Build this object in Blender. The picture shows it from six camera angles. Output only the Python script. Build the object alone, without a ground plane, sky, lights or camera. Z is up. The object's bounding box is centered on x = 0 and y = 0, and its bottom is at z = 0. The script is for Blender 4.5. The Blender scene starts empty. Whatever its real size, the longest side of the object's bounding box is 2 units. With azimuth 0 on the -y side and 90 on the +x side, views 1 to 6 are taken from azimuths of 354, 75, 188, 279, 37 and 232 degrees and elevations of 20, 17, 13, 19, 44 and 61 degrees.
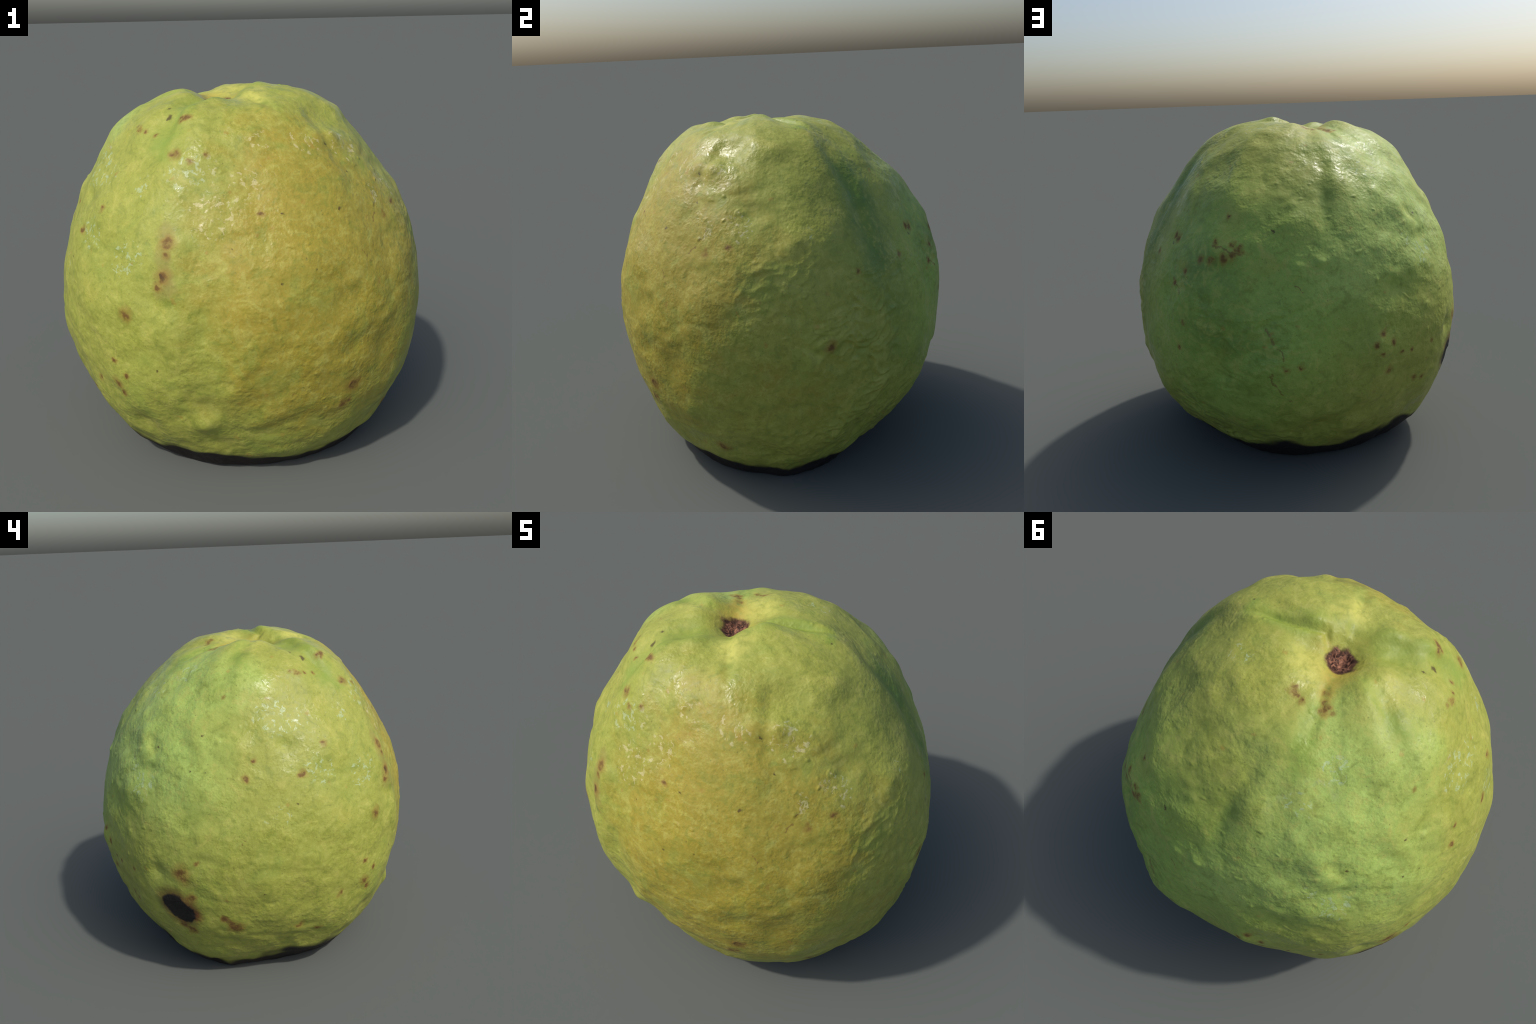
"""A ripe guava standing on its blossom end.

The fruit is one smooth closed skin: twelve-odd cross-section rings between the
stem pole and the blossom pole give the broad, slightly lopsided body; furrows,
swellings, the stem basin and skin relief are then added by rule.  The finished
surface is separated into named regions that share border vertices and normals.
"""
import bpy, math
import numpy as np
from mathutils import Vector

CENTRE = np.array((0.0, 0.0, 0.95))

# ------------------------------------------------------------------ body form
# One row per ring from the stem pole to the blossom pole (equal polar angles):
# mean radius, then the cosine/sine weights of the 1..5-lobed unevenness.
SECTIONS = (
    (0.929, 0.048, -0.011, 0.028, 0.027, -0.021, -0.016, 0.003, -0.008, -0.003, -0.000),
    (0.952, 0.040, -0.017, 0.022, 0.002, -0.012, -0.016, 0.008, 0.003, 0.005, -0.001),
    (0.977, 0.005, -0.044, 0.014, 0.011, -0.001, -0.005, 0.006, -0.000, 0.001, 0.000),
    (0.956, -0.009, -0.055, 0.018, 0.018, -0.004, -0.003, 0.006, -0.008, -0.002, 0.011),
    (0.927, -0.008, -0.049, 0.008, 0.018, -0.011, -0.008, 0.007, -0.017, 0.004, 0.010),
    (0.925, -0.004, -0.042, 0.009, 0.014, -0.008, -0.019, 0.008, -0.017, 0.010, 0.008),
    (0.943, -0.003, -0.039, 0.008, 0.003, -0.004, -0.018, 0.007, -0.016, 0.007, 0.004),
    (0.968, -0.007, -0.034, 0.009, -0.000, -0.004, -0.017, 0.001, -0.013, 0.005, 0.002),
    (1.002, -0.009, -0.031, 0.011, -0.003, -0.005, -0.018, -0.000, -0.013, 0.005, 0.004),
    (1.044, -0.003, -0.031, 0.011, -0.008, -0.008, -0.020, 0.003, -0.013, 0.008, 0.008),
    (1.093, -0.001, -0.031, 0.007, -0.013, -0.006, -0.015, 0.006, -0.007, 0.002, 0.007),
    (1.138, -0.001, -0.044, 0.013, -0.018, 0.001, -0.013, 0.010, -0.008, -0.000, 0.001),
    (1.097, -0.001, -0.026, 0.005, -0.008, 0.002, -0.007, 0.003, -0.002, -0.000, 0.000),
    (1.013, -0.000, -0.008, 0.004, -0.007, 0.002, -0.005, 0.001, -0.001, 0.000, 0.000),
    (0.977, 0.000, 0.000, 0.014, -0.019, 0.001, -0.006, 0.001, -0.001, -0.000, 0.000),
)
HARMONICS = 5

# ------------------------------------------------- furrows between the lobes
# name: (depth, width, points along the furrow)
FURROWS = {
    "back_lobe": (0.022, 0.022, [(-0.02, -0.09, 1.87), (0.033, -0.117, 1.892), (0.079, -0.070, 1.897), (0.159, -0.026, 1.901), (0.265, 0.024, 1.890), (0.359, 0.073, 1.865), (0.45, 0.11, 1.81)]),
    "flank": (0.022, 0.060, [(0.393, 0.113, 1.846), (0.551, 0.152, 1.725), (0.631, 0.218, 1.579), (0.732, 0.237, 1.410), (0.792, 0.256, 1.286), (0.846, 0.250, 1.182)]),
    "sun_side": (0.020, 0.034, [(-0.10, -0.20, 1.875), (-0.164, -0.305, 1.867), (-0.245, -0.365, 1.857), (-0.300, -0.425, 1.829), (-0.345, -0.495, 1.772), (-0.385, -0.558, 1.700), (-0.39, -0.621, 1.642)]),
    "shaded_lobe": (0.014, 0.036, [(-0.210, -0.079, 1.879), (-0.259, -0.107, 1.877), (-0.346, -0.093, 1.872), (-0.434, -0.078, 1.850), (-0.515, -0.082, 1.815)]),
    "stained": (0.010, 0.030, [(-0.159, 0.025, 1.876), (-0.198, 0.090, 1.862), (-0.255, 0.151, 1.843), (-0.295, 0.240, 1.808), (-0.329, 0.314, 1.751)]),
    "front": (0.014, 0.032, [(-0.04, -0.19, 1.875), (-0.002, -0.252, 1.883), (0.048, -0.343, 1.874), (0.111, -0.415, 1.854), (0.178, -0.468, 1.811)]),
    "front_flank": (0.012, 0.045, [(0.295, -0.354, 1.833), (0.340, -0.416, 1.777), (0.389, -0.494, 1.694), (0.442, -0.551, 1.594), (0.479, -0.605, 1.494)]),
    "bruised": (0.012, 0.070, [(-0.235, -0.664, 1.660), (-0.228, -0.739, 1.544), (-0.267, -0.816, 1.375), (-0.275, -0.874, 1.245), (-0.283, -0.917, 1.110), (-0.334, -0.930, 0.962)]),
    "rear": (0.015, 0.055, [(-0.237, 0.425, 1.689), (-0.228, 0.559, 1.539), (-0.248, 0.670, 1.389), (-0.272, 0.730, 1.299)]),
}

# ------------------------------------- single swellings (+) and hollows (-)
# (x, y, z, radius, height)
SWELLINGS = {}
SWELLINGS["bumps seen close up"] = (
    (-0.640, 0.400, 1.40, 0.10, 0.010),
    (0.747, -0.071, 1.514, 0.16, 0.012),
    (0.865, -0.348, 1.217, 0.14, -0.010),
    (-0.256, -0.895, 0.400, 0.055, 0.022),
    (-0.545, -0.744, 0.368, 0.060, -0.020),
    (-0.809, 0.000, 1.448, 0.016, 0.008),
    (0.599, -0.589, 1.381, 0.010, 0.004),
    (0.573, -0.541, 1.472, 0.010, 0.004),
    (-0.232, 0.804, 1.228, 0.035, 0.012),
    (0.663, -0.381, 1.511, 0.022, 0.004),
    (0.710, -0.419, 1.417, 0.022, 0.004),
    (-0.90, 0.24, 0.53, 0.06, -0.010),
)
SWELLINGS["lobes"] = (
(-0.342, 0.581, 1.500, 0.27, 0.045),
)
SWELLINGS["taper to the foot"] = (
    (0.03, 0.86, 0.15, 0.24, -0.026),
    (-0.38, 0.78, 0.12, 0.20, -0.022),
    (0.33, 0.90, 0.71, 0.16, -0.030),
    (-0.09, 0.97, 0.76, 0.15, 0.020),
    (0.81, 0.57, 0.69, 0.12, 0.014),
    (0.45, 0.76, 0.12, 0.24, -0.030),
    (0.78, 0.60, 0.42, 0.20, 0.024),
    (-0.82, -0.30, 0.06, 0.22, -0.022),
    (-0.20, -0.82, 0.06, 0.22, -0.022),
)
SWELLINGS["shoulders"] = (
    (-0.39, -0.44, 1.77, 0.06, -0.012),
    (-0.29, -0.60, 1.71, 0.06, 0.010),
    (0.00, -0.76, 1.52, 0.08, -0.012),
    (-0.27, -0.96, 0.90, 0.06, -0.011),
    (0.28, -0.36, 1.83, 0.07, 0.010),
    (-0.41, -0.90, 1.11, 0.07, 0.022),
)
SWELLINGS["broad unevenness"] = (
    (-0.599, -0.146, 1.673, 0.140, 0.020),
    (-0.587, 0.183, 1.674, 0.140, -0.017),
    (-0.584, 0.396, 1.586, 0.140, 0.017),
    (-0.435, 0.755, 1.328, 0.140, 0.016),
    (-0.372, -0.810, 1.279, 0.140, 0.016),
    (-0.434, 0.351, 1.719, 0.140, 0.014),
    (0.243, -0.875, 1.229, 0.134, 0.014),
    (-0.358, -0.640, 1.554, 0.114, 0.013),
    (-0.775, 0.210, 1.458, 0.074, -0.013),
    (0.391, -0.346, 1.744, 0.092, -0.013),
    (0.840, -0.145, 1.369, 0.065, 0.012),
    (-0.703, 0.455, 1.399, 0.140, 0.011),
    (0.621, 0.718, 0.976, 0.140, -0.012),
    (0.019, 0.691, 1.601, 0.140, 0.011),
    (0.448, -0.608, 1.526, 0.065, 0.011),
    (-0.841, 0.353, 1.217, 0.140, -0.012),
    (-0.377, 0.861, 0.813, 0.140, -0.011),
    (-0.502, -0.461, 1.612, 0.140, -0.009),
    (-0.892, 0.114, 1.256, 0.092, 0.011),
    (0.067, 0.920, 1.175, 0.140, -0.010),
    (0.434, 0.220, 1.766, 0.140, -0.010),
    (0.407, -0.428, 1.694, 0.080, 0.013),
    (-0.834, -0.044, 1.403, 0.084, 0.010),
    (-0.483, -0.790, 1.161, 0.140, 0.007),
    (-0.817, -0.439, 1.157, 0.120, 0.010),
    (0.855, -0.304, 1.230, 0.112, 0.009),
    (-0.236, -0.601, 1.647, 0.102, 0.007),
    (-0.910, 0.040, 1.219, 0.112, 0.006),
    (0.812, -0.383, 1.261, 0.129, 0.006),
    (0.176, -0.926, 1.070, 0.140, 0.007),
    (0.868, -0.003, 1.336, 0.083, 0.009),
    (-0.500, -0.602, 0.411, 0.092, 0.008),
    (0.534, 0.501, 1.555, 0.094, 0.008),
    (0.668, -0.675, 0.974, 0.120, 0.008),
    (0.725, -0.550, 0.676, 0.140, 0.008),
    (-0.202, -0.869, 1.275, 0.140, -0.009),
    (0.641, 0.177, 0.272, 0.129, -0.007),
    (-0.784, 0.535, 0.983, 0.140, -0.007),
    (-0.838, -0.327, 1.257, 0.074, 0.005),
    (0.291, 0.847, 0.631, 0.140, -0.006),
    (0.702, -0.171, 0.333, 0.117, 0.006),
    (-0.334, -0.872, 0.776, 0.085, 0.006),
    (0.277, -0.892, 0.775, 0.140, 0.006),
    (0.639, 0.518, 0.475, 0.140, 0.006),
    (-0.929, 0.088, 0.773, 0.074, 0.006),
)

SWELLINGS["crown"] = (
    (0.58, -0.35, 1.61, 0.16, -0.009), (0.42, -0.36, 1.72, 0.16, -0.012), 
    (0.43, 0.29, 1.75, 0.15, -0.007), (0.30, 0.57, 1.65, 0.14, 0.005), (0.52, 0.27, 1.70, 0.16, -0.010),
    (-0.63, 0.12, 1.65, 0.14, -0.012), (-0.29, 0.57, 1.66, 0.16, 0.020), (-0.50, 0.26, 1.72, 0.09, -0.009),
    (-0.57, 0.06, 1.71, 0.11, -0.006), (-0.51, 0.34, 1.68, 0.08, -0.011), 
    (0.31, 0.37, 1.77, 0.11, 0.008), 
    (-0.44, -0.43, 1.67, 0.16, -0.014),
)
SWELLINGS["sunny side"] = (
    (-0.16, -0.74, 1.52, 0.16, -0.011), (-0.20, -0.93, 0.94, 0.16, -0.023), (-0.78, -0.42, 1.29, 0.16, -0.006),
    (0.83, -0.42, 1.13, 0.16, -0.008), (-0.54, -0.78, 0.97, 0.11, 0.009), (0.47, -0.82, 1.03, 0.06, -0.011),
    (0.95, -0.04, 0.91, 0.09, 0.011), (0.41, -0.86, 1.03, 0.06, -0.009), (0.71, -0.56, 1.23, 0.06, -0.008),
    (0.65, -0.62, 1.26, 0.13, -0.008), (0.80, -0.51, 0.99, 0.08, -0.009), (-0.74, -0.23, 1.50, 0.13, 0.011),
    (-0.43, -0.56, 1.58, 0.16, -0.008), (0.02, -0.72, 1.57, 0.16, -0.005), (-0.62, -0.68, 1.20, 0.15, -0.008),
    (-0.70, -0.59, 0.69, 0.15, -0.007), (-0.36, -0.88, 0.90, 0.11, 0.013), (-0.10, -0.94, 0.91, 0.11, 0.005),
    (-0.07, -0.80, 1.45, 0.16, -0.006), (-0.62, -0.65, 1.27, 0.12, -0.010), (-0.66, -0.66, 1.11, 0.06, -0.010),
    (-0.77, -0.56, 0.89, 0.09, -0.014),
)
SWELLINGS["shaded side"] = (
    (0.37, 0.83, 1.22, 0.13, 0.012), (0.47, 0.53, 1.58, 0.13, 0.016),
    (-0.49, 0.62, 1.48, 0.16, 0.014), (-0.32, 0.83, 1.28, 0.12, 0.015), (-0.71, 0.59, 1.16, 0.08, 0.011),
    (0.57, 0.75, 1.03, 0.16, 0.011), (0.25, 0.89, 1.16, 0.10, -0.018), (-0.09, 0.90, 0.67, 0.15, 0.006),
    (-0.10, 0.81, 1.43, 0.09, 0.016), (-0.62, 0.64, 1.28, 0.15, 0.019), (-0.01, 0.93, 0.73, 0.16, 0.010),
    (-0.52, 0.77, 0.74, 0.10, 0.017), (-0.87, 0.33, 0.76, 0.07, -0.013), (-0.68, 0.61, 1.20, 0.10, -0.004),
    (-0.79, 0.41, 0.62, 0.11, -0.006),
)
SWELLINGS["lower body"] = (
    (-0.51, -0.70, 0.55, 0.14, 0.007), (-0.09, -0.80, 0.44, 0.16, -0.011), (0.77, 0.02, 0.40, 0.10, 0.008),
    (0.62, -0.60, 0.55, 0.08, 0.012), (0.64, 0.54, 0.51, 0.16, 0.017), (0.74, -0.16, 0.38, 0.10, 0.011),
    (0.61, -0.09, 0.23, 0.08, 0.006), (0.33, 0.80, 0.55, 0.12, -0.018), (-0.57, 0.40, 0.30, 0.16, -0.009),
    (-0.12, 0.72, 0.34, 0.16, -0.019), (-0.33, 0.61, 0.30, 0.08, 0.010), (-0.77, -0.41, 0.57, 0.16, -0.013),
    (-0.63, -0.13, 0.25, 0.16, -0.018), (-0.27, -0.73, 0.41, 0.14, 0.014), (-0.52, -0.49, 0.32, 0.12, 0.010),
)

SWELLINGS["crown, finer"] = (
    (-0.29, -0.57, 1.65, 0.07, -0.014), (0.49, -0.28, 1.72, 0.08, -0.012), (0.40, -0.46, 1.67, 0.06, 0.014),
    (0.39, -0.35, 1.74, 0.07, -0.013), (0.33, -0.51, 1.68, 0.06, 0.012), 
    (0.50, -0.15, 1.75, 0.06, 0.013), (0.36, 0.21, 1.80, 0.12, -0.008), (0.60, 0.20, 1.66, 0.12, -0.012),
    (0.10, 0.37, 1.82, 0.05, -0.012),
    (0.43, 0.35, 1.72, 0.09, 0.010), 
    (-0.06, -0.59, 1.70, 0.16, -0.016), 
    (-0.39, 0.48, 1.67, 0.08, -0.010),
)
SWELLINGS["sunny side, finer"] = (
    (-0.20, -0.91, 1.15, 0.16, -0.015), (0.70, -0.32, 1.50, 0.10, -0.010), (0.57, -0.73, 0.75, 0.10, -0.012),
    (-0.51, -0.73, 0.61, 0.13, 0.009), (-0.44, -0.83, 1.08, 0.09, -0.019), (0.44, -0.83, 0.80, 0.06, -0.014),
    (0.47, -0.60, 1.52, 0.08, -0.009), (0.93, -0.12, 0.81, 0.05, 0.016), (-0.81, -0.12, 1.42, 0.06, 0.010),
    (-0.52, -0.59, 1.48, 0.14, -0.010), (-0.77, -0.55, 0.97, 0.12, 0.010), (-0.75, -0.33, 1.42, 0.05, -0.013),
    (-0.08, -0.90, 1.23, 0.16, -0.006), (-0.57, -0.76, 0.89, 0.13, -0.010), (-0.37, -0.88, 0.96, 0.09, 0.012),
    (-0.53, -0.50, 1.56, 0.11, -0.007), (-0.25, -0.90, 0.78, 0.12, -0.013), (-0.87, -0.24, 0.64, 0.10, 0.011),
)
SWELLINGS["shaded side, finer"] = (
    (0.95, 0.02, 0.96, 0.11, 0.010), (0.63, 0.53, 1.43, 0.10, 0.009), 
    (0.64, 0.70, 1.04, 0.07, -0.014), (0.31, 0.74, 1.45, 0.07, -0.016), (0.29, 0.87, 1.21, 0.07, -0.014),
    (0.54, 0.73, 1.23, 0.06, 0.013), (0.75, 0.58, 0.90, 0.08, -0.010), (-0.25, 0.77, 1.45, 0.12, 0.014),
    (-0.10, 0.75, 1.52, 0.06, 0.009), (-0.63, 0.47, 1.48, 0.07, 0.013), (-0.68, 0.60, 1.23, 0.10, 0.006),
    (-0.54, 0.50, 1.55, 0.05, 0.015), (-0.71, 0.41, 1.43, 0.05, -0.016), (-0.13, 0.90, 1.22, 0.05, 0.010),
    (-0.95, 0.09, 0.99, 0.05, 0.010), (-0.87, 0.34, 0.76, 0.05, -0.012), (-0.53, 0.77, 0.80, 0.05, 0.015),
    (-0.04, 0.87, 1.34, 0.16, 0.008), (-0.61, 0.65, 1.27, 0.12, 0.010), (-0.56, 0.56, 1.48, 0.07, 0.011),
    (-0.91, 0.27, 1.03, 0.13, 0.008),
)
SWELLINGS["lower body, finer"] = (
    (0.71, -0.40, 0.46, 0.08, 0.008), (0.20, -0.79, 0.46, 0.14, -0.012), (0.80, -0.04, 0.44, 0.11, 0.009),
    (0.70, -0.22, 0.34, 0.07, -0.010), (0.77, -0.17, 0.42, 0.08, 0.011), (-0.17, 0.83, 0.53, 0.16, 0.011),
    (-0.55, 0.37, 0.27, 0.14, -0.008), (-0.36, 0.63, 0.34, 0.08, 0.010), (-0.21, -0.84, 0.55, 0.13, -0.012),
    (-0.62, -0.49, 0.43, 0.15, 0.012),
)

# --------------------------------- landmarks of the crown: points on the skin
CROWN = {
    "stem scar": ((-0.09, -0.10, 1.786), (-0.13, -0.075, 1.806), (-0.055, -0.135, 1.804), (-0.10, -0.155, 1.808), (-0.03, -0.08, 1.838)),
    "front lobe": ((0.025, -0.12, 1.876), (0.00, -0.19, 1.880), (0.05, -0.18, 1.903), (0.08, -0.08, 1.905), (0.20, -0.10, 1.908), (0.12, -0.20, 1.906), (0.02, -0.28, 1.876), (0.09, -0.33, 1.872), (0.30, -0.15, 1.890), (0.20, -0.30, 1.876)),
    "back lobe": ((0.07, 0.03, 1.898), (0.09, 0.11, 1.903), (-0.05, 0.145, 1.893), (0.20, 0.07, 1.895), (0.294, 0.10, 1.880), (-0.07, 0.02, 1.864), (0.088, 0.337, 1.840), (-0.05, 0.25, 1.868), (0.20, 0.22, 1.868)),
    "crease between them": ((0.03, -0.04, 1.870), (0.123, -0.031, 1.891), (0.27, -0.02, 1.886), (0.397, 0.00, 1.863)),
    "stained valley": ((-0.194, 0.062, 1.849), (-0.26, 0.111, 1.843), (-0.15, 0.00, 1.846), (-0.33, 0.22, 1.795)),
    "west lobe": ((-0.25, -0.105, 1.886), (-0.31, -0.05, 1.896), (-0.27, -0.22, 1.872), (-0.19, -0.08, 1.862), (-0.36, 0.03, 1.868), (-0.40, -0.20, 1.850), (-0.46, -0.26, 1.812)),
    "sunny valley": ((-0.14, -0.215, 1.845), (-0.19, -0.26, 1.843), (-0.26, -0.315, 1.833), (-0.35, -0.365, 1.812), (-0.36, -0.42, 1.778)),
    "small sunny lobe": ((-0.155, -0.30, 1.866), (-0.25, -0.385, 1.854), (-0.17, -0.41, 1.854), (-0.288, -0.49, 1.808)),
    "front valley": ((-0.05, -0.27, 1.860), (0.02, -0.35, 1.855), (0.197, -0.423, 1.836), (0.05, -0.45, 1.833)),
    "outer shoulder": ((-0.498, -0.369, 1.739), (-0.33, -0.628, 1.664), (0.00, -0.60, 1.735), (0.48, -0.25, 1.775)),
}

# ------------------------------------------------ stains: (x, y, z, radius)
BROWN_STAINS = (
    # seen from side 1
    (-0.288, -0.480, 1.805, 0.014), (-0.497, -0.384, 1.740, 0.013), (-0.423, -0.475, 1.744, 0.009), (-0.329, -0.631, 1.664, 0.022),
    (-0.189, -0.667, 1.665, 0.012), (-0.255, -0.673, 1.640, 0.010), (-0.385, -0.834, 1.260, 0.014), (-0.377, -0.813, 1.312, 0.026),
    (-0.400, -0.861, 1.174, 0.025), (-0.428, -0.865, 1.128, 0.013), (-0.588, -0.808, 0.983, 0.026), (-0.680, -0.533, 1.405, 0.011),
    (-0.808, -0.423, 1.273, 0.013), (-0.668, -0.767, 0.731, 0.010), (-0.614, -0.798, 0.666, 0.011), (-0.658, -0.751, 0.607, 0.021),
    (-0.633, -0.760, 0.561, 0.015), (0.458, -0.865, 0.567, 0.028), (0.414, -0.861, 0.465, 0.020), (0.035, -0.810, 1.425, 0.010),
    # seen from side 2
    (0.660, -0.575, 1.320, 0.013), (0.721, -0.463, 1.358, 0.013), (0.550, 0.584, 1.311, 0.024), (0.548, 0.715, 1.092, 0.015),
    (0.706, 0.454, 1.202, 0.016), (0.980, -0.041, 0.885, 0.023), (0.879, 0.148, 1.205, 0.011),
    (0.444, -0.851, 0.470, 0.013), (0.709, -0.552, 0.259, 0.025),
    # seen from side 3
    (0.374, 0.796, 1.237, 0.017), (0.315, 0.828, 1.240, 0.018), (0.250, 0.850, 1.250, 0.020), (0.198, 0.858, 1.268, 0.020),
    (0.164, 0.852, 1.300, 0.016), (0.291, 0.801, 1.324, 0.013), (0.200, 0.834, 1.322, 0.012), (0.229, 0.739, 1.450, 0.012),
    (0.566, 0.555, 1.318, 0.020), (0.468, 0.752, 1.165, 0.014), (0.487, 0.814, 0.906, 0.012), (-0.059, 0.947, 0.715, 0.012),
    (-0.140, 0.934, 0.723, 0.010), (-0.550, 0.762, 0.838, 0.014), (-0.602, 0.730, 0.770, 0.014), (-0.508, 0.786, 0.786, 0.012),
    (-0.539, 0.765, 0.724, 0.009), (-0.578, 0.715, 0.613, 0.018), (-0.652, 0.684, 0.701, 0.009), (-0.710, 0.636, 0.698, 0.009),
    (-0.726, 0.567, 0.508, 0.013), (-0.765, 0.524, 0.500, 0.013), (-0.825, 0.516, 0.710, 0.009), (0.533, 0.784, 0.757, 0.013),
    # seen from side 4
    (-0.116, 0.177, 1.863, 0.014), (-0.249, 0.114, 1.851, 0.015), (-0.264, -0.497, 1.803, 0.013), (-0.470, -0.420, 1.743, 0.009),
    (-0.679, -0.013, 1.658, 0.010), (-0.836, -0.191, 1.358, 0.013), (-0.879, -0.147, 1.270, 0.015),
    (-0.798, -0.438, 1.280, 0.015), (-0.973, 0.206, 0.761, 0.039), (-0.966, 0.164, 0.616, 0.020),
    (-0.946, 0.145, 0.493, 0.024), (-0.904, 0.187, 0.382, 0.023), (-0.904, 0.222, 0.411, 0.023), (-0.954, -0.011, 0.500, 0.015),
    (-0.934, -0.070, 0.431, 0.028), (-0.945, -0.047, 0.472, 0.016), (-0.832, -0.406, 0.395, 0.017), (-0.758, -0.504, 0.347, 0.013),
    (-0.985, 0.113, 0.836, 0.009), (-0.766, -0.632, 0.566, 0.013),
    # seen from side 5
    # seen from side 6
    (-0.106, 0.167, 1.865, 0.011), (-0.136, 0.169, 1.859, 0.009), (-0.165, 0.169, 1.853, 0.011), (-0.203, 0.068, 1.864, 0.012),
    (-0.228, 0.109, 1.855, 0.011), (-0.245, 0.136, 1.846, 0.013), (-0.285, 0.109, 1.845, 0.010),
    (-0.281, -0.502, 1.794, 0.012), (-0.505, -0.348, 1.753, 0.009),
    (0.183, 0.848, 1.303, 0.012),
)
DARK_SPECKS = (
    # seen from side 1
    (-0.351, -0.416, 1.816, 0.014), (-0.112, -0.880, 1.278, 0.007), (-0.094, -0.873, 1.294, 0.006), (0.106, -0.928, 1.147, 0.006),
    (0.271, -0.882, 1.184, 0.006), (0.199, -0.874, 1.247, 0.004), (0.215, -0.881, 1.223, 0.004), (0.399, -0.721, 1.406, 0.008),
    (0.134, -0.801, 1.421, 0.006), (-0.458, -0.894, 0.734, 0.006), (0.378, -0.525, 1.669, 0.006), (0.484, -0.560, 1.544, 0.006),
    (0.461, -0.806, 1.176, 0.006), (-0.407, -0.860, 1.171, 0.013),
    # seen from side 2
    (0.388, 0.002, 1.865, 0.009), (0.563, 0.578, 1.297, 0.009),
    # seen from side 3
    (0.000, 0.797, 1.383, 0.008), (0.086, 0.333, 1.838, 0.007), (0.585, 0.564, 1.280, 0.011), (-0.215, 0.910, 0.833, 0.005),
    # seen from side 4
    (-0.858, -0.407, 1.137, 0.007), (-0.730, 0.346, 1.386, 0.007), (-0.787, 0.085, 1.480, 0.007), (-0.963, -0.240, 0.668, 0.005),
    (-0.860, 0.141, 1.304, 0.005), (-0.875, 0.057, 1.296, 0.005),
    # seen from side 6
    (-0.361, -0.342, 1.842, 0.011), (0.002, 0.797, 1.387, 0.007), (0.228, 0.738, 1.452, 0.008), (0.094, 0.335, 1.836, 0.008),
)
# pale flecked areas: (point, radius, strength)
PALE_FLECKS = (
    ((-0.45, 0.25, 1.74), 0.13, 1.0), ((-0.43, 0.39, 1.62), 0.13, 0.9), ((-0.78, 0.45, 1.22), 0.17, 1.0), ((0.17, 0.27, 1.86), 0.10, 0.8),
    ((-0.68, -0.30, 1.56), 0.18, 1.0), ((-0.58, -0.74, 1.24), 0.13, 1.0), ((-0.76, -0.52, 1.28), 0.13, 1.0), ((-0.65, 0.50, 1.30), 0.10, 0.8),
    ((-0.49, -0.62, 1.54), 0.12, 0.8), ((-0.91, -0.31, 1.09), 0.14, 0.7), ((0.82, -0.06, 1.42), 0.07, 0.7), ((0.62, 0.00, 1.70), 0.05, 0.6),
    ((-0.27, -0.70, 1.60), 0.15, 1.0), ((-0.16, -0.79, 1.42), 0.16, 1.0), ((-0.05, -0.75, 1.53), 0.13, 0.9), ((0.06, -0.62, 1.70), 0.12, 0.8),
    ((0.28, -0.58, 1.68), 0.13, 0.9), ((0.48, -0.45, 1.65), 0.14, 0.8), ((0.60, -0.55, 1.43), 0.10, 0.8), ((0.70, -0.40, 1.45), 0.12, 0.8),
)
# thin scratches: (start, end, half width)
SCRATCHES = (
    ((0.471, -0.778, 1.229), (0.509, -0.766, 1.207), 0.004),
    ((0.509, -0.766, 1.207), (0.542, -0.767, 1.156), 0.004),
    ((0.594, -0.640, 1.319), (0.610, -0.582, 1.384), 0.006),
    ((0.610, -0.582, 1.384), (0.602, -0.530, 1.460), 0.004),
    ((0.033, 0.947, 0.913), (-0.006, 0.950, 0.846), 0.008),
    ((-0.006, 0.950, 0.846), (-0.052, 0.948, 0.773), 0.006),
    ((0.011, 0.956, 0.691), (-0.013, 0.945, 0.615), 0.005),
    ((-0.013, 0.945, 0.615), (-0.075, 0.923, 0.526), 0.005),
    ((-0.107, 0.896, 1.126), (-0.174, 0.891, 1.069), 0.005),
    ((-0.967, -0.141, 0.991), (-0.976, -0.140, 0.949), 0.005),
    ((-0.961, -0.013, 0.521), (-0.928, -0.069, 0.422), 0.010),
    ((0.560, 0.693, 1.113), (0.507, 0.770, 1.045), 0.008),
    ((0.304, 0.797, 1.304), (0.159, 0.858, 1.275), 0.009),
)
ROT = ((-0.922, 0.265, 0.558), (-0.935, 0.222, 0.512), 0.074)
SCAR = np.array((-0.088, -0.102, 1.826))


def unit(p):
    d = np.asarray(p, float) - CENTRE
    return d / np.linalg.norm(d)


# --------------------------------------------------------------- noise (numpy)
_perm = np.random.default_rng(7).permutation(256)
_grad = np.random.default_rng(8).normal(size=(256, 3))
_grad /= np.linalg.norm(_grad, axis=1, keepdims=True)


def noise(p):
    """Gradient noise in about -1..1 for an array of points."""
    i = np.floor(p).astype(int)
    f = p - i
    u = f * f * f * (f * (f * 6 - 15) + 10)
    out = 0
    for dx in (0, 1):
        for dy in (0, 1):
            for dz in (0, 1):
                h = _perm[(_perm[(_perm[(i[:, 0] + dx) & 255] + i[:, 1] + dy) & 255] + i[:, 2] + dz) & 255]
                w = (u[:, 0] if dx else 1 - u[:, 0]) * (u[:, 1] if dy else 1 - u[:, 1]) * (u[:, 2] if dz else 1 - u[:, 2])
                out = out + w * np.einsum("ij,ij->i", _grad[h], f - (dx, dy, dz))
    return out * 1.6


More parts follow.
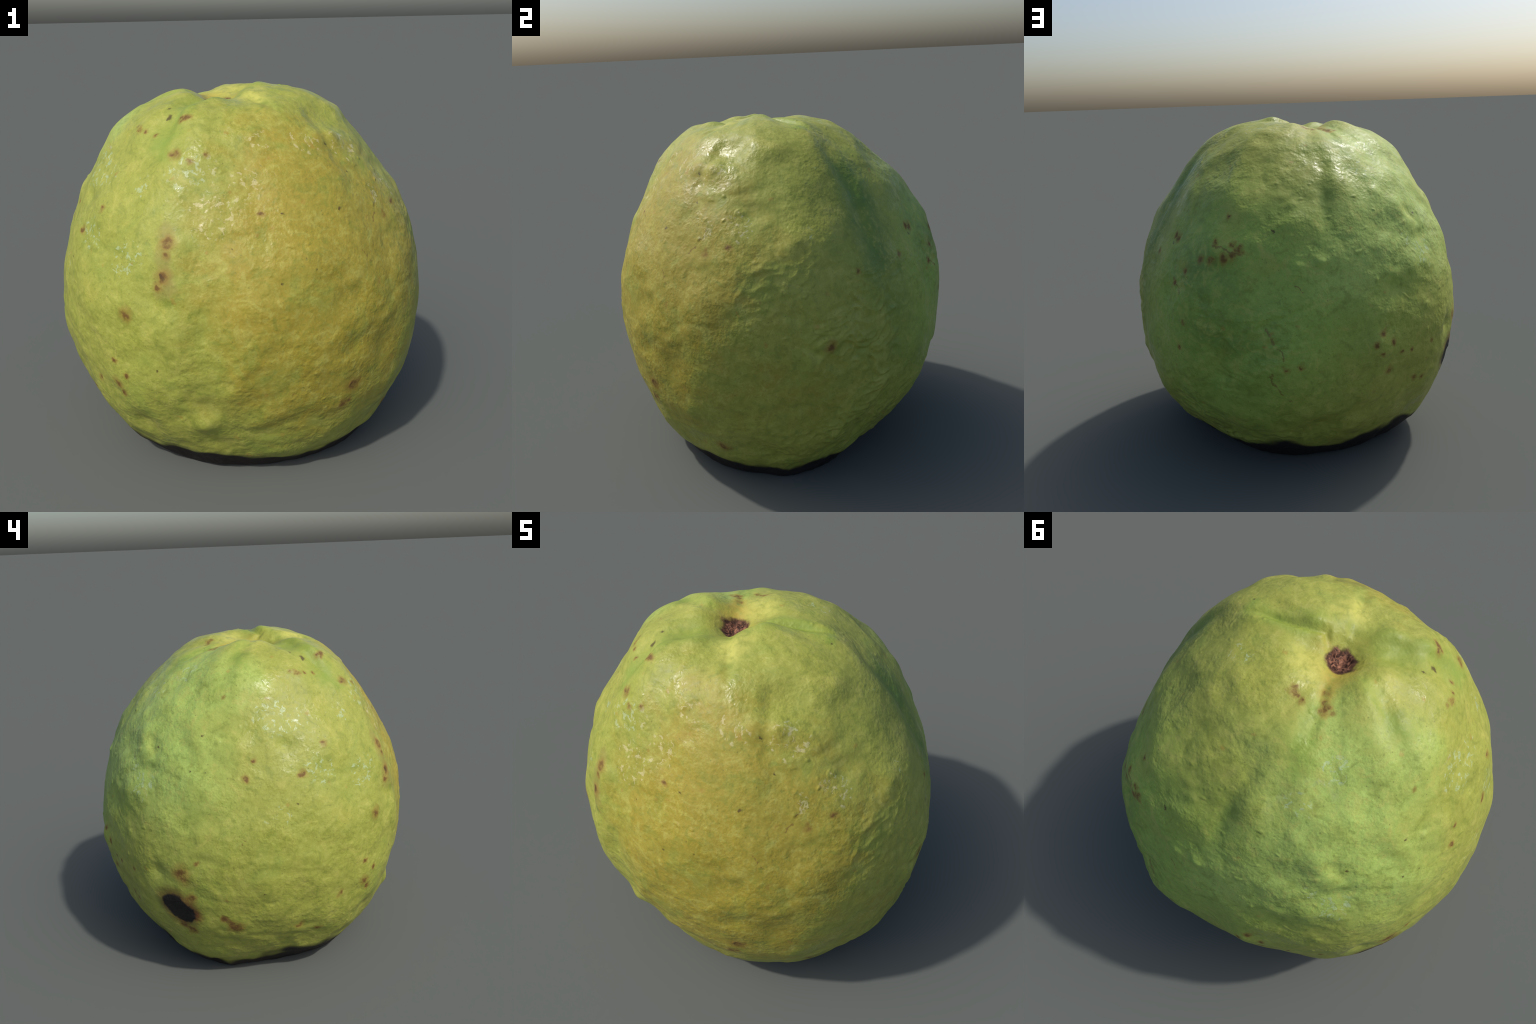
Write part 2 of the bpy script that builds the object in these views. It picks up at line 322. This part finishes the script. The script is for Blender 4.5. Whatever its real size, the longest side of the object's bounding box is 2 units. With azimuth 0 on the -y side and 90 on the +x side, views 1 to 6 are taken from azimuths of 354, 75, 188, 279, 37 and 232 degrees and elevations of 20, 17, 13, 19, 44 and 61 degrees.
def smooth(a, b, x):
    t = np.clip((x - a) / (b - a), 0, 1)
    return t * t * (3 - 2 * t)


def along(rows, x):
    """Catmull-Rom through the rings, x in ring units, mirrored at the poles."""
    n = len(rows)
    i = np.clip(x.astype(int), 0, n - 2)
    t = (x - i)[:, None]
    w = (-.5 * t + t * t - .5 * t ** 3, 1 - 2.5 * t * t + 1.5 * t ** 3, .5 * t + 2 * t * t - 1.5 * t ** 3, -.5 * t * t + .5 * t ** 3)
    out = 0
    for k in range(4):
        j = np.abs(i - 1 + k)
        j = np.where(j > n - 1, 2 * (n - 1) - j, j)
        out = out + w[k] * rows[j]
    return out


def body_radius(d):
    """Distance from the centre to the skin in the unit directions d."""
    rows = np.array(SECTIONS)
    theta, phi = np.arccos(np.clip(d[:, 2], -1, 1)), np.arctan2(d[:, 1], d[:, 0])
    c = along(rows, theta / math.pi * (len(rows) - 1))
    r = c[:, 0].copy()
    near = np.minimum(1, 2 * np.sin(theta))
    for k in range(1, HARMONICS + 1):
        r += near ** min(k, 2) * (c[:, 2 * k - 1] * np.cos(k * phi) + c[:, 2 * k] * np.sin(k * phi))
    return r


def distance_to_path(d, path):
    """Chord distance on the unit sphere from directions d to a path of points."""
    q = np.array([unit(p) for p in path])
    best, where = np.full(len(d), 9.0), np.zeros(len(d))
    for i in range(len(q) - 1):
        ab = q[i + 1] - q[i]
        t = np.clip(((d - q[i]) @ ab) / (ab @ ab), 0, 1)
        x = np.linalg.norm(d - q[i] - t[:, None] * ab, axis=1)
        where = np.where(x < best, (i + t) / (len(q) - 1), where)
        best = np.minimum(best, x)
    return best, where


def details(d):
    return uneven(d) + crown(d)


def crown(d, width=0.085):
    """Pull the shoulder smoothly through the landmarks round the stem."""
    marks = np.array(sum(CROWN.values(), ()))
    u = np.array([unit(m) for m in marks])
    miss = np.linalg.norm(marks - CENTRE, axis=1) - body_radius(u) - uneven(u)
    near = np.exp(-(np.linalg.norm(u[:, None] - u[None], axis=2) / width) ** 2)
    pull = np.linalg.solve(near + 0.12 * np.eye(len(u)), miss)
    out = np.zeros(len(d))
    for c, w in zip(u, pull):
        out += w * np.exp(-(np.linalg.norm(d - c, axis=1) / width) ** 2)
    return out


def uneven(d):
    r = np.zeros(len(d))
    # furrows fade out at their outer end
    for depth, width, path in FURROWS.values():
        x, t = distance_to_path(d, path)
        r -= depth * np.exp(-(x / width) ** 2) * smooth(1.0, 0.55, t) * (0.35 + 0.65 * smooth(0, .15, t))
    for x, y, z, radius, height in sum(SWELLINGS.values(), ()):
        q = np.linalg.norm(d - unit((x, y, z)), axis=1)
        r += height * np.exp(-(q / radius) ** 2)
    return r


def sculpt(d):
    r = body_radius(d) + details(d)
    q = np.linalg.norm(d - unit(SCAR), axis=1)
    p = CENTRE + d * r[:, None]
    # skin relief: lumps, flattened wrinkles, finer unevenness
    rough = 0.45 + 0.55 * smooth(-0.3, 0.5, noise(p * 1.9 + 4.1)) + 0.5 * smooth(0.75, 0.3, p[:, 2]) - 0.3 * smooth(1.4, 1.75, p[:, 2])
    back = smooth(0.1, 0.6, p[:, 0] * 0.8 + p[:, 1] * 0.6) * smooth(1.5, 1.2, p[:, 2])
    warped = p + 0.05 * np.stack([noise(p * 5 + s) for s in (1.3, 7.7, 15.1)], 1)
    seam = np.exp(-(np.linalg.norm(d - unit((0.93, 0.17, 0.90)), axis=1) / 0.30) ** 2)
    rough = rough * (1 - 0.20 * smooth(-0.2, -0.7, p[:, 1])) + 0.5 * seam
    lumps = noise(warped * (5.5, 5.5, 7.0) + 3.3) * 0.0105 + noise(warped * (11, 11, 14) + 9.0) * 0.0042
    ripple = noise(warped * (18, 18, 24) + 21.0) * 0.0010
    # soft ribs running from stem to blossom end
    around = np.arctan2(p[:, 1] - SCAR[1], p[:, 0] - SCAR[0])
    away = np.hypot(p[:, 1] - SCAR[1], p[:, 0] - SCAR[0])
    ribs = noise(np.stack([np.cos(around) * 3.4, np.sin(around) * 3.4, p[:, 2] * 0.8], 1) + 51.0) * (0.0105 + 0.004 * smooth(0.0, 0.6, p[:, 1])) * smooth(0.3, 1.1, p[:, 2] + 0.4 * smooth(0.0, 0.6, p[:, 1])) * smooth(0.12, 0.5, away)
    ribs += noise(np.stack([np.cos(around) * 5.5, np.sin(around) * 5.5, p[:, 2] * 0.8], 1) + 71.0) * 0.0065 * smooth(1.3, 1.7, p[:, 2]) * smooth(0.10, 0.35, away)
    # puckered patches of small folds, strongest on the shaded flank
    fold = (0.5 - np.abs(noise(warped * (13, 13, 19) + 33.0))) * smooth(0.0, 0.5, noise(p * 2.7 + 40.0) + 0.35 * back)
    r += rough * (lumps + ripple + fold * (0.0022 + 0.0075 * back + 0.005 * seam)) + ribs
    pimple = noise(p * 26 + 2.0)
    r += 0.0030 * smooth(0.45, 0.8, pimple) * smooth(0.0, 0.5, noise(p * 2.6 + 60.0))
    # scar floor: torn, fibrous
    torn = smooth(0.075, 0.05, q)
    r += torn * (0.018 * noise(p * (24, 24, 9) + 5) + 0.007 * noise(p * 55) + 0.010 * smooth(0.05, 0.0, q))
    p = CENTRE + d * r[:, None]
    # it rests on a nearly flat, bumpy base
    p[:, 2] -= 0.016 * smooth(0.22, 0.03, p[:, 2])
    p[:, :2] *= (1 - 0.028 * np.exp(-((p[:, 2] - 0.07) / 0.06) ** 2))[:, None]
    low = p[:, 2]
    p[:, 2] = np.where(low < 0.005, 0.005 * np.exp(np.minimum(low - 0.005, 0) / 0.005), low)
    return p


# ---------------------------------------------------------------- materials
class Nodes:
    """Small helper to write a node tree as expressions."""

    def __init__(self, name):
        self.mat = bpy.data.materials.new(name)
        self.mat.use_nodes = True
        self.tree = self.mat.node_tree
        self.bsdf = self.tree.nodes["Principled BSDF"]

    def put(self, socket, v):
        if isinstance(v, bpy.types.NodeSocket):
            self.tree.links.new(v, socket)
        elif v is not None:
            socket.default_value = v

    def math(self, op, a, b=None, c=None, clamp=False):
        n = self.tree.nodes.new("ShaderNodeMath")
        n.operation, n.use_clamp = op, clamp
        for s, v in zip(n.inputs, (a, b, c)):
            self.put(s, v)
        return n.outputs[0]

    def vec(self, op, a, b=None, scale=None):
        n = self.tree.nodes.new("ShaderNodeVectorMath")
        n.operation = op
        self.put(n.inputs[0], a)
        self.put(n.inputs[1], b)
        if scale is not None:
            self.put(n.inputs["Scale"], scale)
        return n.outputs["Value"] if op in ("DISTANCE", "DOT_PRODUCT", "LENGTH") else n.outputs["Vector"]

    def ramp(self, x, a, b, lo=0.0, hi=1.0, kind="SMOOTHSTEP"):
        n = self.tree.nodes.new("ShaderNodeMapRange")
        n.interpolation_type = kind
        for s, v in zip(("Value", "From Min", "From Max", "To Min", "To Max"), (x, a, b, lo, hi)):
            self.put(n.inputs[s], v)
        return n.outputs[0]

    def noise(self, at, scale, detail=3.0, rough=0.55, colour=False, distortion=0.0):
        n = self.tree.nodes.new("ShaderNodeTexNoise")
        self.put(n.inputs["Vector"], at)
        for k, v in (("Scale", scale), ("Detail", detail), ("Roughness", rough), ("Distortion", distortion)):
            n.inputs[k].default_value = v
        return n.outputs["Color" if colour else "Fac"]

    def cells(self, at, scale, randomness=1.0):
        n = self.tree.nodes.new("ShaderNodeTexVoronoi")
        self.put(n.inputs["Vector"], at)
        n.inputs["Scale"].default_value, n.inputs["Randomness"].default_value = scale, randomness
        return n.outputs["Distance"], n.outputs["Color"]

    def mix(self, f, a, b, blend="MIX"):
        n = self.tree.nodes.new("ShaderNodeMix")
        n.data_type, n.blend_type = "RGBA", blend
        self.put(n.inputs["Factor"], f)
        for s, v in zip((n.inputs["A"], n.inputs["B"]) if False else (n.inputs[6], n.inputs[7]), (a, b)):
            self.put(s, (*v, 1) if isinstance(v, tuple) else v)
        return n.outputs[2]

    def most(self, values):
        out = None
        for v in values:
            out = v if out is None else self.math("MAXIMUM", out, v)
        return out

    def least(self, values):
        out = None
        for v in values:
            out = v if out is None else self.math("MINIMUM", out, v)
        return out


def skin_material(name):
    k = Nodes(name)
    at = k.tree.nodes.new("ShaderNodeTexCoord").outputs["Object"]
    d = k.vec("NORMALIZE", k.vec("SUBTRACT", at, tuple(CENTRE)))

    def wobble(scale, amount):
        w = k.vec("SUBTRACT", k.noise(at, scale, 3.0, 0.6, colour=True), (0.5, 0.5, 0.5))
        return k.vec("ADD", d, k.vec("SCALE", w, scale=amount))

    ragged, broad = wobble(17.0, 0.065), wobble(3.2, 0.30)

    def patch(p, radius, where=None, soft=0.0, weight=1.0):
        x = k.vec("DISTANCE", where or broad, tuple(unit(p)))
        return k.ramp(x, radius, radius * soft, 0.0, weight)

    def spots(items, where, grow=1.0, add=0.0, soft=0.3):
        """One mask for many round spots (x, y, z, radius)."""
        near = k.least(k.math("MULTIPLY", k.vec("DISTANCE", where, tuple(unit(p[:3]))), 1.0 / (p[3] * grow + add)) for p in items)
        return k.ramp(near, 1.0, soft)

    def streaks(items, where, outer=1.3, inner=0.5):
        """One mask for many short lines (from, to, half width)."""
        def near(a, b, half):
            a, b = unit(a), unit(b)
            ab = b - a
            t = k.math("MULTIPLY", k.vec("DOT_PRODUCT", k.vec("SUBTRACT", where, tuple(a)), tuple(ab)), float(1 / (ab @ ab)))
            t = k.math("MINIMUM", k.math("MAXIMUM", t, 0.0), 1.0)
            foot = k.vec("ADD", k.vec("SCALE", tuple(ab), scale=t), tuple(a))
            return k.math("MULTIPLY", k.vec("DISTANCE", where, foot), 1.0 / half)
        return k.ramp(k.least(near(*item) for item in items), outer, inner)

    def total(values):
        out = None
        for v in values:
            out = v if out is None else k.math("ADD", out, v)
        return out

    mottled = k.noise(at, 6.5, 5.0, 0.62, distortion=0.6)
    fleck = k.noise(at, 34.0, 4.0, 0.6)
    grain = k.noise(at, 150.0, 2.0, 0.6)

    # ---- ground colour: green shoulder, yellow where the fruit ripened first
    yellow = total((patch(p, r, weight=w) for p, r, w in (
        ((0.15, -0.90, 1.15), 1.00, 1.0), ((0.60, -0.70, 0.80), 0.85, 0.7), ((0.75, -0.45, 1.40), 0.65, 0.6),
        ((0.20, -0.60, 1.70), 0.65, 0.6), ((0.90, -0.10, 0.70), 0.60, 0.5), ((0.05, -0.80, 0.40), 0.70, 0.35), ((-0.10, 0.00, 1.87), 0.40, 0.40),
        ((-0.55, -0.25, 1.75), 0.35, 0.30), ((-0.85, -0.30, 0.60), 0.50, 0.15), ((0.35, 0.20, 1.82), 0.35, 0.35), ((-0.64, -0.74, 1.25), 0.42, -0.55), ((-0.62, -0.76, 0.85), 0.40, -0.35))))
    yellow = k.math("ADD", yellow, k.ramp(mottled, 0.30, 0.70, -0.22, 0.22))
    dark = total((patch(p, r, weight=w) for p, r, w in (
        ((0.56, 0.19, 1.68), 0.22, 0.45), ((0.66, 0.24, 1.52), 0.28, 0.55), ((0.76, 0.30, 1.34), 0.34, 0.55), ((0.82, 0.34, 1.10), 0.36, 0.4),
        ((0.45, 0.75, 1.25), 0.45, 0.40), ((0.30, 0.85, 0.90), 0.55, 0.40), ((0.00, 0.95, 0.75), 0.40, 0.20),
        ((0.80, 0.45, 0.75), 0.40, 0.35), ((-0.24, 0.60, 1.48), 0.16, 0.35))))
    dark = k.math("ADD", dark, k.ramp(mottled, 0.35, 0.75, 0.16, -0.16))
    back = total((patch(p, r, weight=w) for p, r, w in (
        ((0.25, 0.85, 1.00), 1.30, 1.1), ((-0.60, 0.55, 1.20), 0.90, 0.5))))
    colour = k.mix(k.ramp(back, 0.1, 0.9), (0.338, 0.358, 0.062), (0.285, 0.420, 0.074))
    colour = k.mix(k.ramp(yellow, 0.25, 1.05), colour, (0.350, 0.280, 0.037))
    colour = k.mix(k.ramp(dark, 0.1, 0.9), colour, (0.105, 0.205, 0.034))
    # fresh pale green on the upper side away from the ripe cheek
    fresh = total((patch(p, r, weight=w) for p, r, w in (
        ((-0.52, 0.28, 1.60), 0.68, 1.0), ((-0.88, 0.05, 1.15), 0.55, 0.40), ((-0.60, -0.15, 1.72), 0.30, 0.35), ((-0.90, 0.30, 0.70), 0.45, 0.3), ((-0.30, 0.80, 1.15), 0.45, 0.35), ((-0.75, 0.30, 1.25), 0.50, 0.5), ((-0.50, 0.70, 1.25), 0.50, 0.6), ((-0.30, 0.10, 1.85), 0.25, 0.3),
        ((-0.05, 0.45, 1.78), 0.30, 0.25), ((-0.45, -0.45, 1.72), 0.20, 0.2))))
    colour = k.mix(k.math("MULTIPLY", k.ramp(fresh, 0.05, 0.9), k.ramp(mottled, 0.3, 0.6, 0.6, 1.0)), colour, (0.390, 0.525, 0.122))
    # lighter and darker mottling
    colour = k.mix(k.ramp(fleck, 0.51, 0.68, 0, 0.30), colour, (0.47, 0.48, 0.12))
    colour = k.mix(k.ramp(fleck, 0.47, 0.31, 0, 0.32), colour, (0.15, 0.20, 0.03))
    blotch = k.noise(at, 13.0, 4.0, 0.6, distortion=1.0)
    colour = k.mix(k.ramp(blotch, 0.53, 0.68, 0, 0.42), colour, (0.48, 0.46, 0.11))
    colour = k.mix(k.ramp(blotch, 0.47, 0.32, 0, 0.42), colour, (0.17, 0.22, 0.03))
    tone = k.noise(at, 4.2, 4.0, 0.6, distortion=0.8)
    colour = k.mix(k.ramp(tone, 0.52, 0.70, 0, 0.38), colour, (0.235, 0.315, 0.055))
    colour = k.mix(k.ramp(tone, 0.46, 0.32, 0, 0.18), colour, (0.470, 0.430, 0.090))
    colour = k.mix(k.ramp(grain, 0.38, 0.60, 0.15, 0.0), colour, (0.15, 0.165, 0.025))

    # ---- pale, slightly blue patches
    pale_blue = k.math("MULTIPLY", k.ramp(total((patch(p, r, weight=w) for p, r, w in (
        ((-0.42, 0.36, 1.62), 0.40, 0.8), ((0.55, 0.06, 1.74), 0.10, 0.4),
        ((0.17, 0.30, 1.84), 0.14, 0.8), ((-0.60, 0.10, 1.75), 0.20, 0.5)))), 0.2, 0.9),
        k.ramp(k.noise(at, 9.0, 6.0, 0.7), 0.52, 0.70, 0.0, 0.45))
    colour = k.mix(pale_blue, colour, (0.46, 0.54, 0.27))

    # ---- pale areas broken into flecks
    bits = k.noise(ragged, 32.0, 3.0, 0.6, distortion=0.5)
    flecked = spots([(*p, r * (0.4 + 0.6 * w)) for p, r, w in PALE_FLECKS], broad)
    pale_fleck = k.math("MULTIPLY", k.ramp(flecked, 0.25, 0.6), k.ramp(bits, 0.55, 0.64))
    colour = k.mix(k.math("MULTIPLY", pale_fleck, 0.50), colour, k.mix(k.ramp(yellow, 0.1, 0.7), (0.46, 0.58, 0.36), (0.66, 0.58, 0.32)))

    # ---- lenticels: tiny dark dots
    dot, tint = k.cells(at, 34.0)
    few = k.math("GREATER_THAN", k.vec("DOT_PRODUCT", tint, (1.0, 0.0, 0.0)), 0.62)
    dots = k.math("MULTIPLY", k.ramp(dot, 0.16, 0.07, 0, 0.55), few)
    colour = k.mix(dots, colour, (0.16, 0.17, 0.035))

    # ---- paler yellow lobe tops and darker green valleys on the crown
    pale = total((patch(p, r, weight=w) for p, r, w in (
        ((-0.06, 0.07, 1.88), 0.20, 0.9), ((0.05, -0.26, 1.88), 0.16, 1.0), ((-0.30, -0.12, 1.88), 0.18, 0.9), ((0.15, -0.10, 1.91), 0.18, 0.5), ((-0.22, 0.22, 1.82), 0.14, 0.5))))
    colour = k.mix(k.math("MULTIPLY", k.ramp(pale, 0.1, 0.9), k.ramp(fleck, 0.3, 0.6, 0.3, 0.75)), colour, (0.520, 0.500, 0.110))
    green = streaks((
        ((-0.10, -0.19, 1.85), (-0.24, -0.36, 1.85), 0.070), ((-0.24, -0.36, 1.85), (-0.38, -0.57, 1.70), 0.060),
        ((-0.04, -0.15, 1.84), (0.06, -0.10, 1.88), 0.065), ((0.06, -0.10, 1.88), (0.34, 0.04, 1.86), 0.052),
        ((-0.22, -0.09, 1.86), (-0.50, -0.09, 1.80), 0.048), ((-0.23, 0.16, 1.83), (-0.32, 0.32, 1.75), 0.052)), broad, 2.0, 0.15)
    colour = k.mix(k.math("MULTIPLY", green, k.ramp(mottled, 0.30, 0.62, 0.25, 0.62)), colour, (0.205, 0.305, 0.042))
    # ---- stem basin, yellow round the scar
    ring = patch(SCAR, 0.20, ragged, 0.35)
    colour = k.mix(k.math("MULTIPLY", ring, k.ramp(mottled, 0.35, 0.65, 0.15, 0.6)), colour, (0.50, 0.36, 0.06))
    tan = streaks((((-0.12, -0.05, 1.84), (-0.20, 0.07, 1.85), 0.040), ((-0.20, 0.07, 1.85), (-0.26, 0.13, 1.84), 0.030)), ragged, 1.5, 0.3)
    colour = k.mix(k.math("MULTIPLY", tan, k.ramp(fleck, 0.35, 0.6, 0.15, 0.45)), colour, (0.430, 0.270, 0.038))
    # ---- faint russet freckles
    rus, rtint = k.cells(ragged, 9.0)
    rare = k.math("GREATER_THAN", k.vec("DOT_PRODUCT", rtint, (0.0, 1.0, 0.0)), 0.66)
    colour = k.mix(k.math("MULTIPLY", k.ramp(rus, 0.16, 0.05, 0, 0.4), rare), colour, (0.36, 0.20, 0.04))
    # ---- brown bruised column on the front
    bruise = streaks([((-0.39, -0.80, 1.36), (-0.40, -0.87, 1.12), 0.05)], broad)
    colour = k.mix(k.math("MULTIPLY", bruise, 0.30), colour, (0.25, 0.145, 0.06))

    # ---- stains, scratches, specks
    stain = spots(BROWN_STAINS, ragged, 2.1, 0.005, 0.10)
    halo = k.math("MULTIPLY", stain, k.ramp(fleck, 0.35, 0.65, 0.70, 1.0))
    colour = k.mix(halo, colour, (0.260, 0.155, 0.030))
    colour = k.mix(k.math("MULTIPLY", k.ramp(stain, 0.6, 1.0), k.ramp(fleck, 0.36, 0.56, 0.15, 0.8)), colour, (0.128, 0.066, 0.018))
    scratch = streaks(SCRATCHES, ragged)
    colour = k.mix(k.math("MULTIPLY", scratch, 0.6), colour, (0.17, 0.085, 0.025))
    speck = spots(DARK_SPECKS, ragged, 1.1, 0.003)
    colour = k.mix(k.math("MULTIPLY", speck, 0.85), colour, (0.075, 0.045, 0.016))

    # ---- rotten hole with a brown margin
    a, b, half = ROT
    rim = streaks([(a, b, half * 1.45)], wobble(9.0, 0.07))
    colour = k.mix(k.math("MULTIPLY", rim, 0.9), colour, (0.12, 0.045, 0.016))
    core = streaks([(a, b, half * 0.95)], ragged, 1.1, 0.85)
    colour = k.mix(core, colour, (0.012, 0.010, 0.009))

    # ---- stem scar: corky red brown fibres
    scar = k.ramp(k.vec("DISTANCE", wobble(13.0, 0.075), tuple(unit(SCAR + (-0.005, 0.008, 0.0)))), 0.090, 0.066)
    fibre = k.noise(k.vec("MULTIPLY", wobble(12.0, 0.08), (26.0, 26.0, 7.0)), 1.0, 4.0, 0.6, distortion=2.0)
    cork = k.mix(k.ramp(fibre, 0.40, 0.68), (0.040, 0.015, 0.009), (0.34, 0.150, 0.085))
    cork = k.mix(k.ramp(k.vec("DISTANCE", wobble(14.0, 0.06), tuple(unit(SCAR))), 0.045, 0.078, 0.0, 0.55), cork, (0.050, 0.022, 0.010))  # outer ring painted dark, the shadow of a deep pit
    colour = k.mix(scar, colour, cork)

    # ---- base: black with a ragged edge
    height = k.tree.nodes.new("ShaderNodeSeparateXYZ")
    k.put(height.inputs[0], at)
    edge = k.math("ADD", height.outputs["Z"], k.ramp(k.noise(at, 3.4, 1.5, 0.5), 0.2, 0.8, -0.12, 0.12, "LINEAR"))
    base_black = k.ramp(edge, 0.165, 0.110)
    colour = k.mix(base_black, colour, (0.016, 0.012, 0.011))

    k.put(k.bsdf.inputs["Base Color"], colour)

    # ---- gloss: waxy in patches
    wax = k.noise(at, 5.5, 4.0, 0.6)
    rough = k.ramp(wax, 0.36, 0.50, 0.34, 0.53)
    rough = k.math("ADD", rough, k.ramp(fleck, 0.3, 0.7, -0.06, 0.08))
    rough = k.math("ADD", rough, k.math("MULTIPLY", k.most([base_black, core, scar, k.math("MULTIPLY", stain, 0.5)]), 0.3))
    rough = k.math("SUBTRACT", rough, k.math("MULTIPLY", pale_fleck, 0.14))
    k.put(k.bsdf.inputs["Roughness"], rough)
    k.bsdf.inputs["Specular IOR Level"].default_value = 0.36

    # ---- fine grain
    relief = total([k.math("MULTIPLY", k.noise(at, 19.0, 2.0, 0.5), 0.9), k.math("MULTIPLY", k.noise(at, 48.0, 2.0, 0.5), k.ramp(wax, 0.40, 0.60, 0.85, 0.25)),
                    k.math("MULTIPLY", grain, 0.06)])
    bump = k.tree.nodes.new("ShaderNodeBump")
    bump.inputs["Strength"].default_value, bump.inputs["Distance"].default_value = 0.50, 0.009
    k.put(bump.inputs["Height"], relief)
    k.put(k.bsdf.inputs["Normal"], bump.outputs["Normal"])
    return k.mat


# ------------------------------------------------------------------- assembly
def build():
    bpy.ops.mesh.primitive_ico_sphere_add(subdivisions=9, radius=1.0)
    ball = bpy.context.object
    me = ball.data
    n = len(me.vertices)
    v = np.empty(n * 3)
    me.vertices.foreach_get("co", v)
    d = v.reshape(-1, 3)
    d /= np.linalg.norm(d, axis=1, keepdims=True)
    p = sculpt(d)
    p[:, 2] -= p[:, 2].min()
    f = np.empty(len(me.polygons) * 3, np.int64)
    me.polygons.foreach_get("vertices", f)
    f = f.reshape(-1, 3)
    bpy.data.objects.remove(ball)
    bpy.data.meshes.remove(me)

    # smooth normals of the whole body, shared by all regions
    face_n = np.cross(p[f[:, 1]] - p[f[:, 0]], p[f[:, 2]] - p[f[:, 0]])
    vn = np.stack([np.bincount(f.ravel(), np.repeat(face_n[:, a], 3), n) for a in range(3)], 1)
    vn /= np.linalg.norm(vn, axis=1, keepdims=True)

    mid_d = d[f].mean(1)
    mid_d /= np.linalg.norm(mid_d, axis=1, keepdims=True)
    mid = p[f].mean(1)
    region = np.zeros(len(f), int)
    region[np.linalg.norm(mid_d - unit(SCAR), axis=1) < 0.115] = 1
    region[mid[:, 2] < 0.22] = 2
    rot_x, _ = distance_to_path(mid_d, [ROT[0], ROT[1]])
    region[rot_x < ROT[2] * 1.25] = 3

    thing = bpy.data.objects.new("guava", None)
    thing["label"] = "lumpy yellow-green ripe guava with brown blemishes and a sunken stem scar"
    thing["category"] = "fruit"
    bpy.context.scene.collection.objects.link(thing)
    for i, (name, material) in enumerate((("skin", "guava_skin"), ("stem_scar", "corky_scar"), ("dark_base", "black_base"), ("rot_spot", "rotten_skin"))):
        tri = f[region == i]
        used, tri = np.unique(tri, return_inverse=True)
        tri = tri.reshape(-1, 3)
        part = bpy.data.meshes.new(name)
        part.vertices.add(len(used))
        part.vertices.foreach_set("co", p[used].astype(np.float32).ravel())
        part.loops.add(tri.size)
        part.loops.foreach_set("vertex_index", tri.astype(np.int32).ravel())
        part.polygons.add(len(tri))
        part.polygons.foreach_set("loop_start", np.arange(0, tri.size, 3, dtype=np.int32))
        part.polygons.foreach_set("use_smooth", np.ones(len(tri), bool))
        part.update(calc_edges=True)
        part.normals_split_custom_set_from_vertices([tuple(x) for x in vn[used]])
        part.materials.append(skin_material(material))
        ob = bpy.data.objects.new(name, part)
        ob.parent = thing
        bpy.context.scene.collection.objects.link(ob)


build()
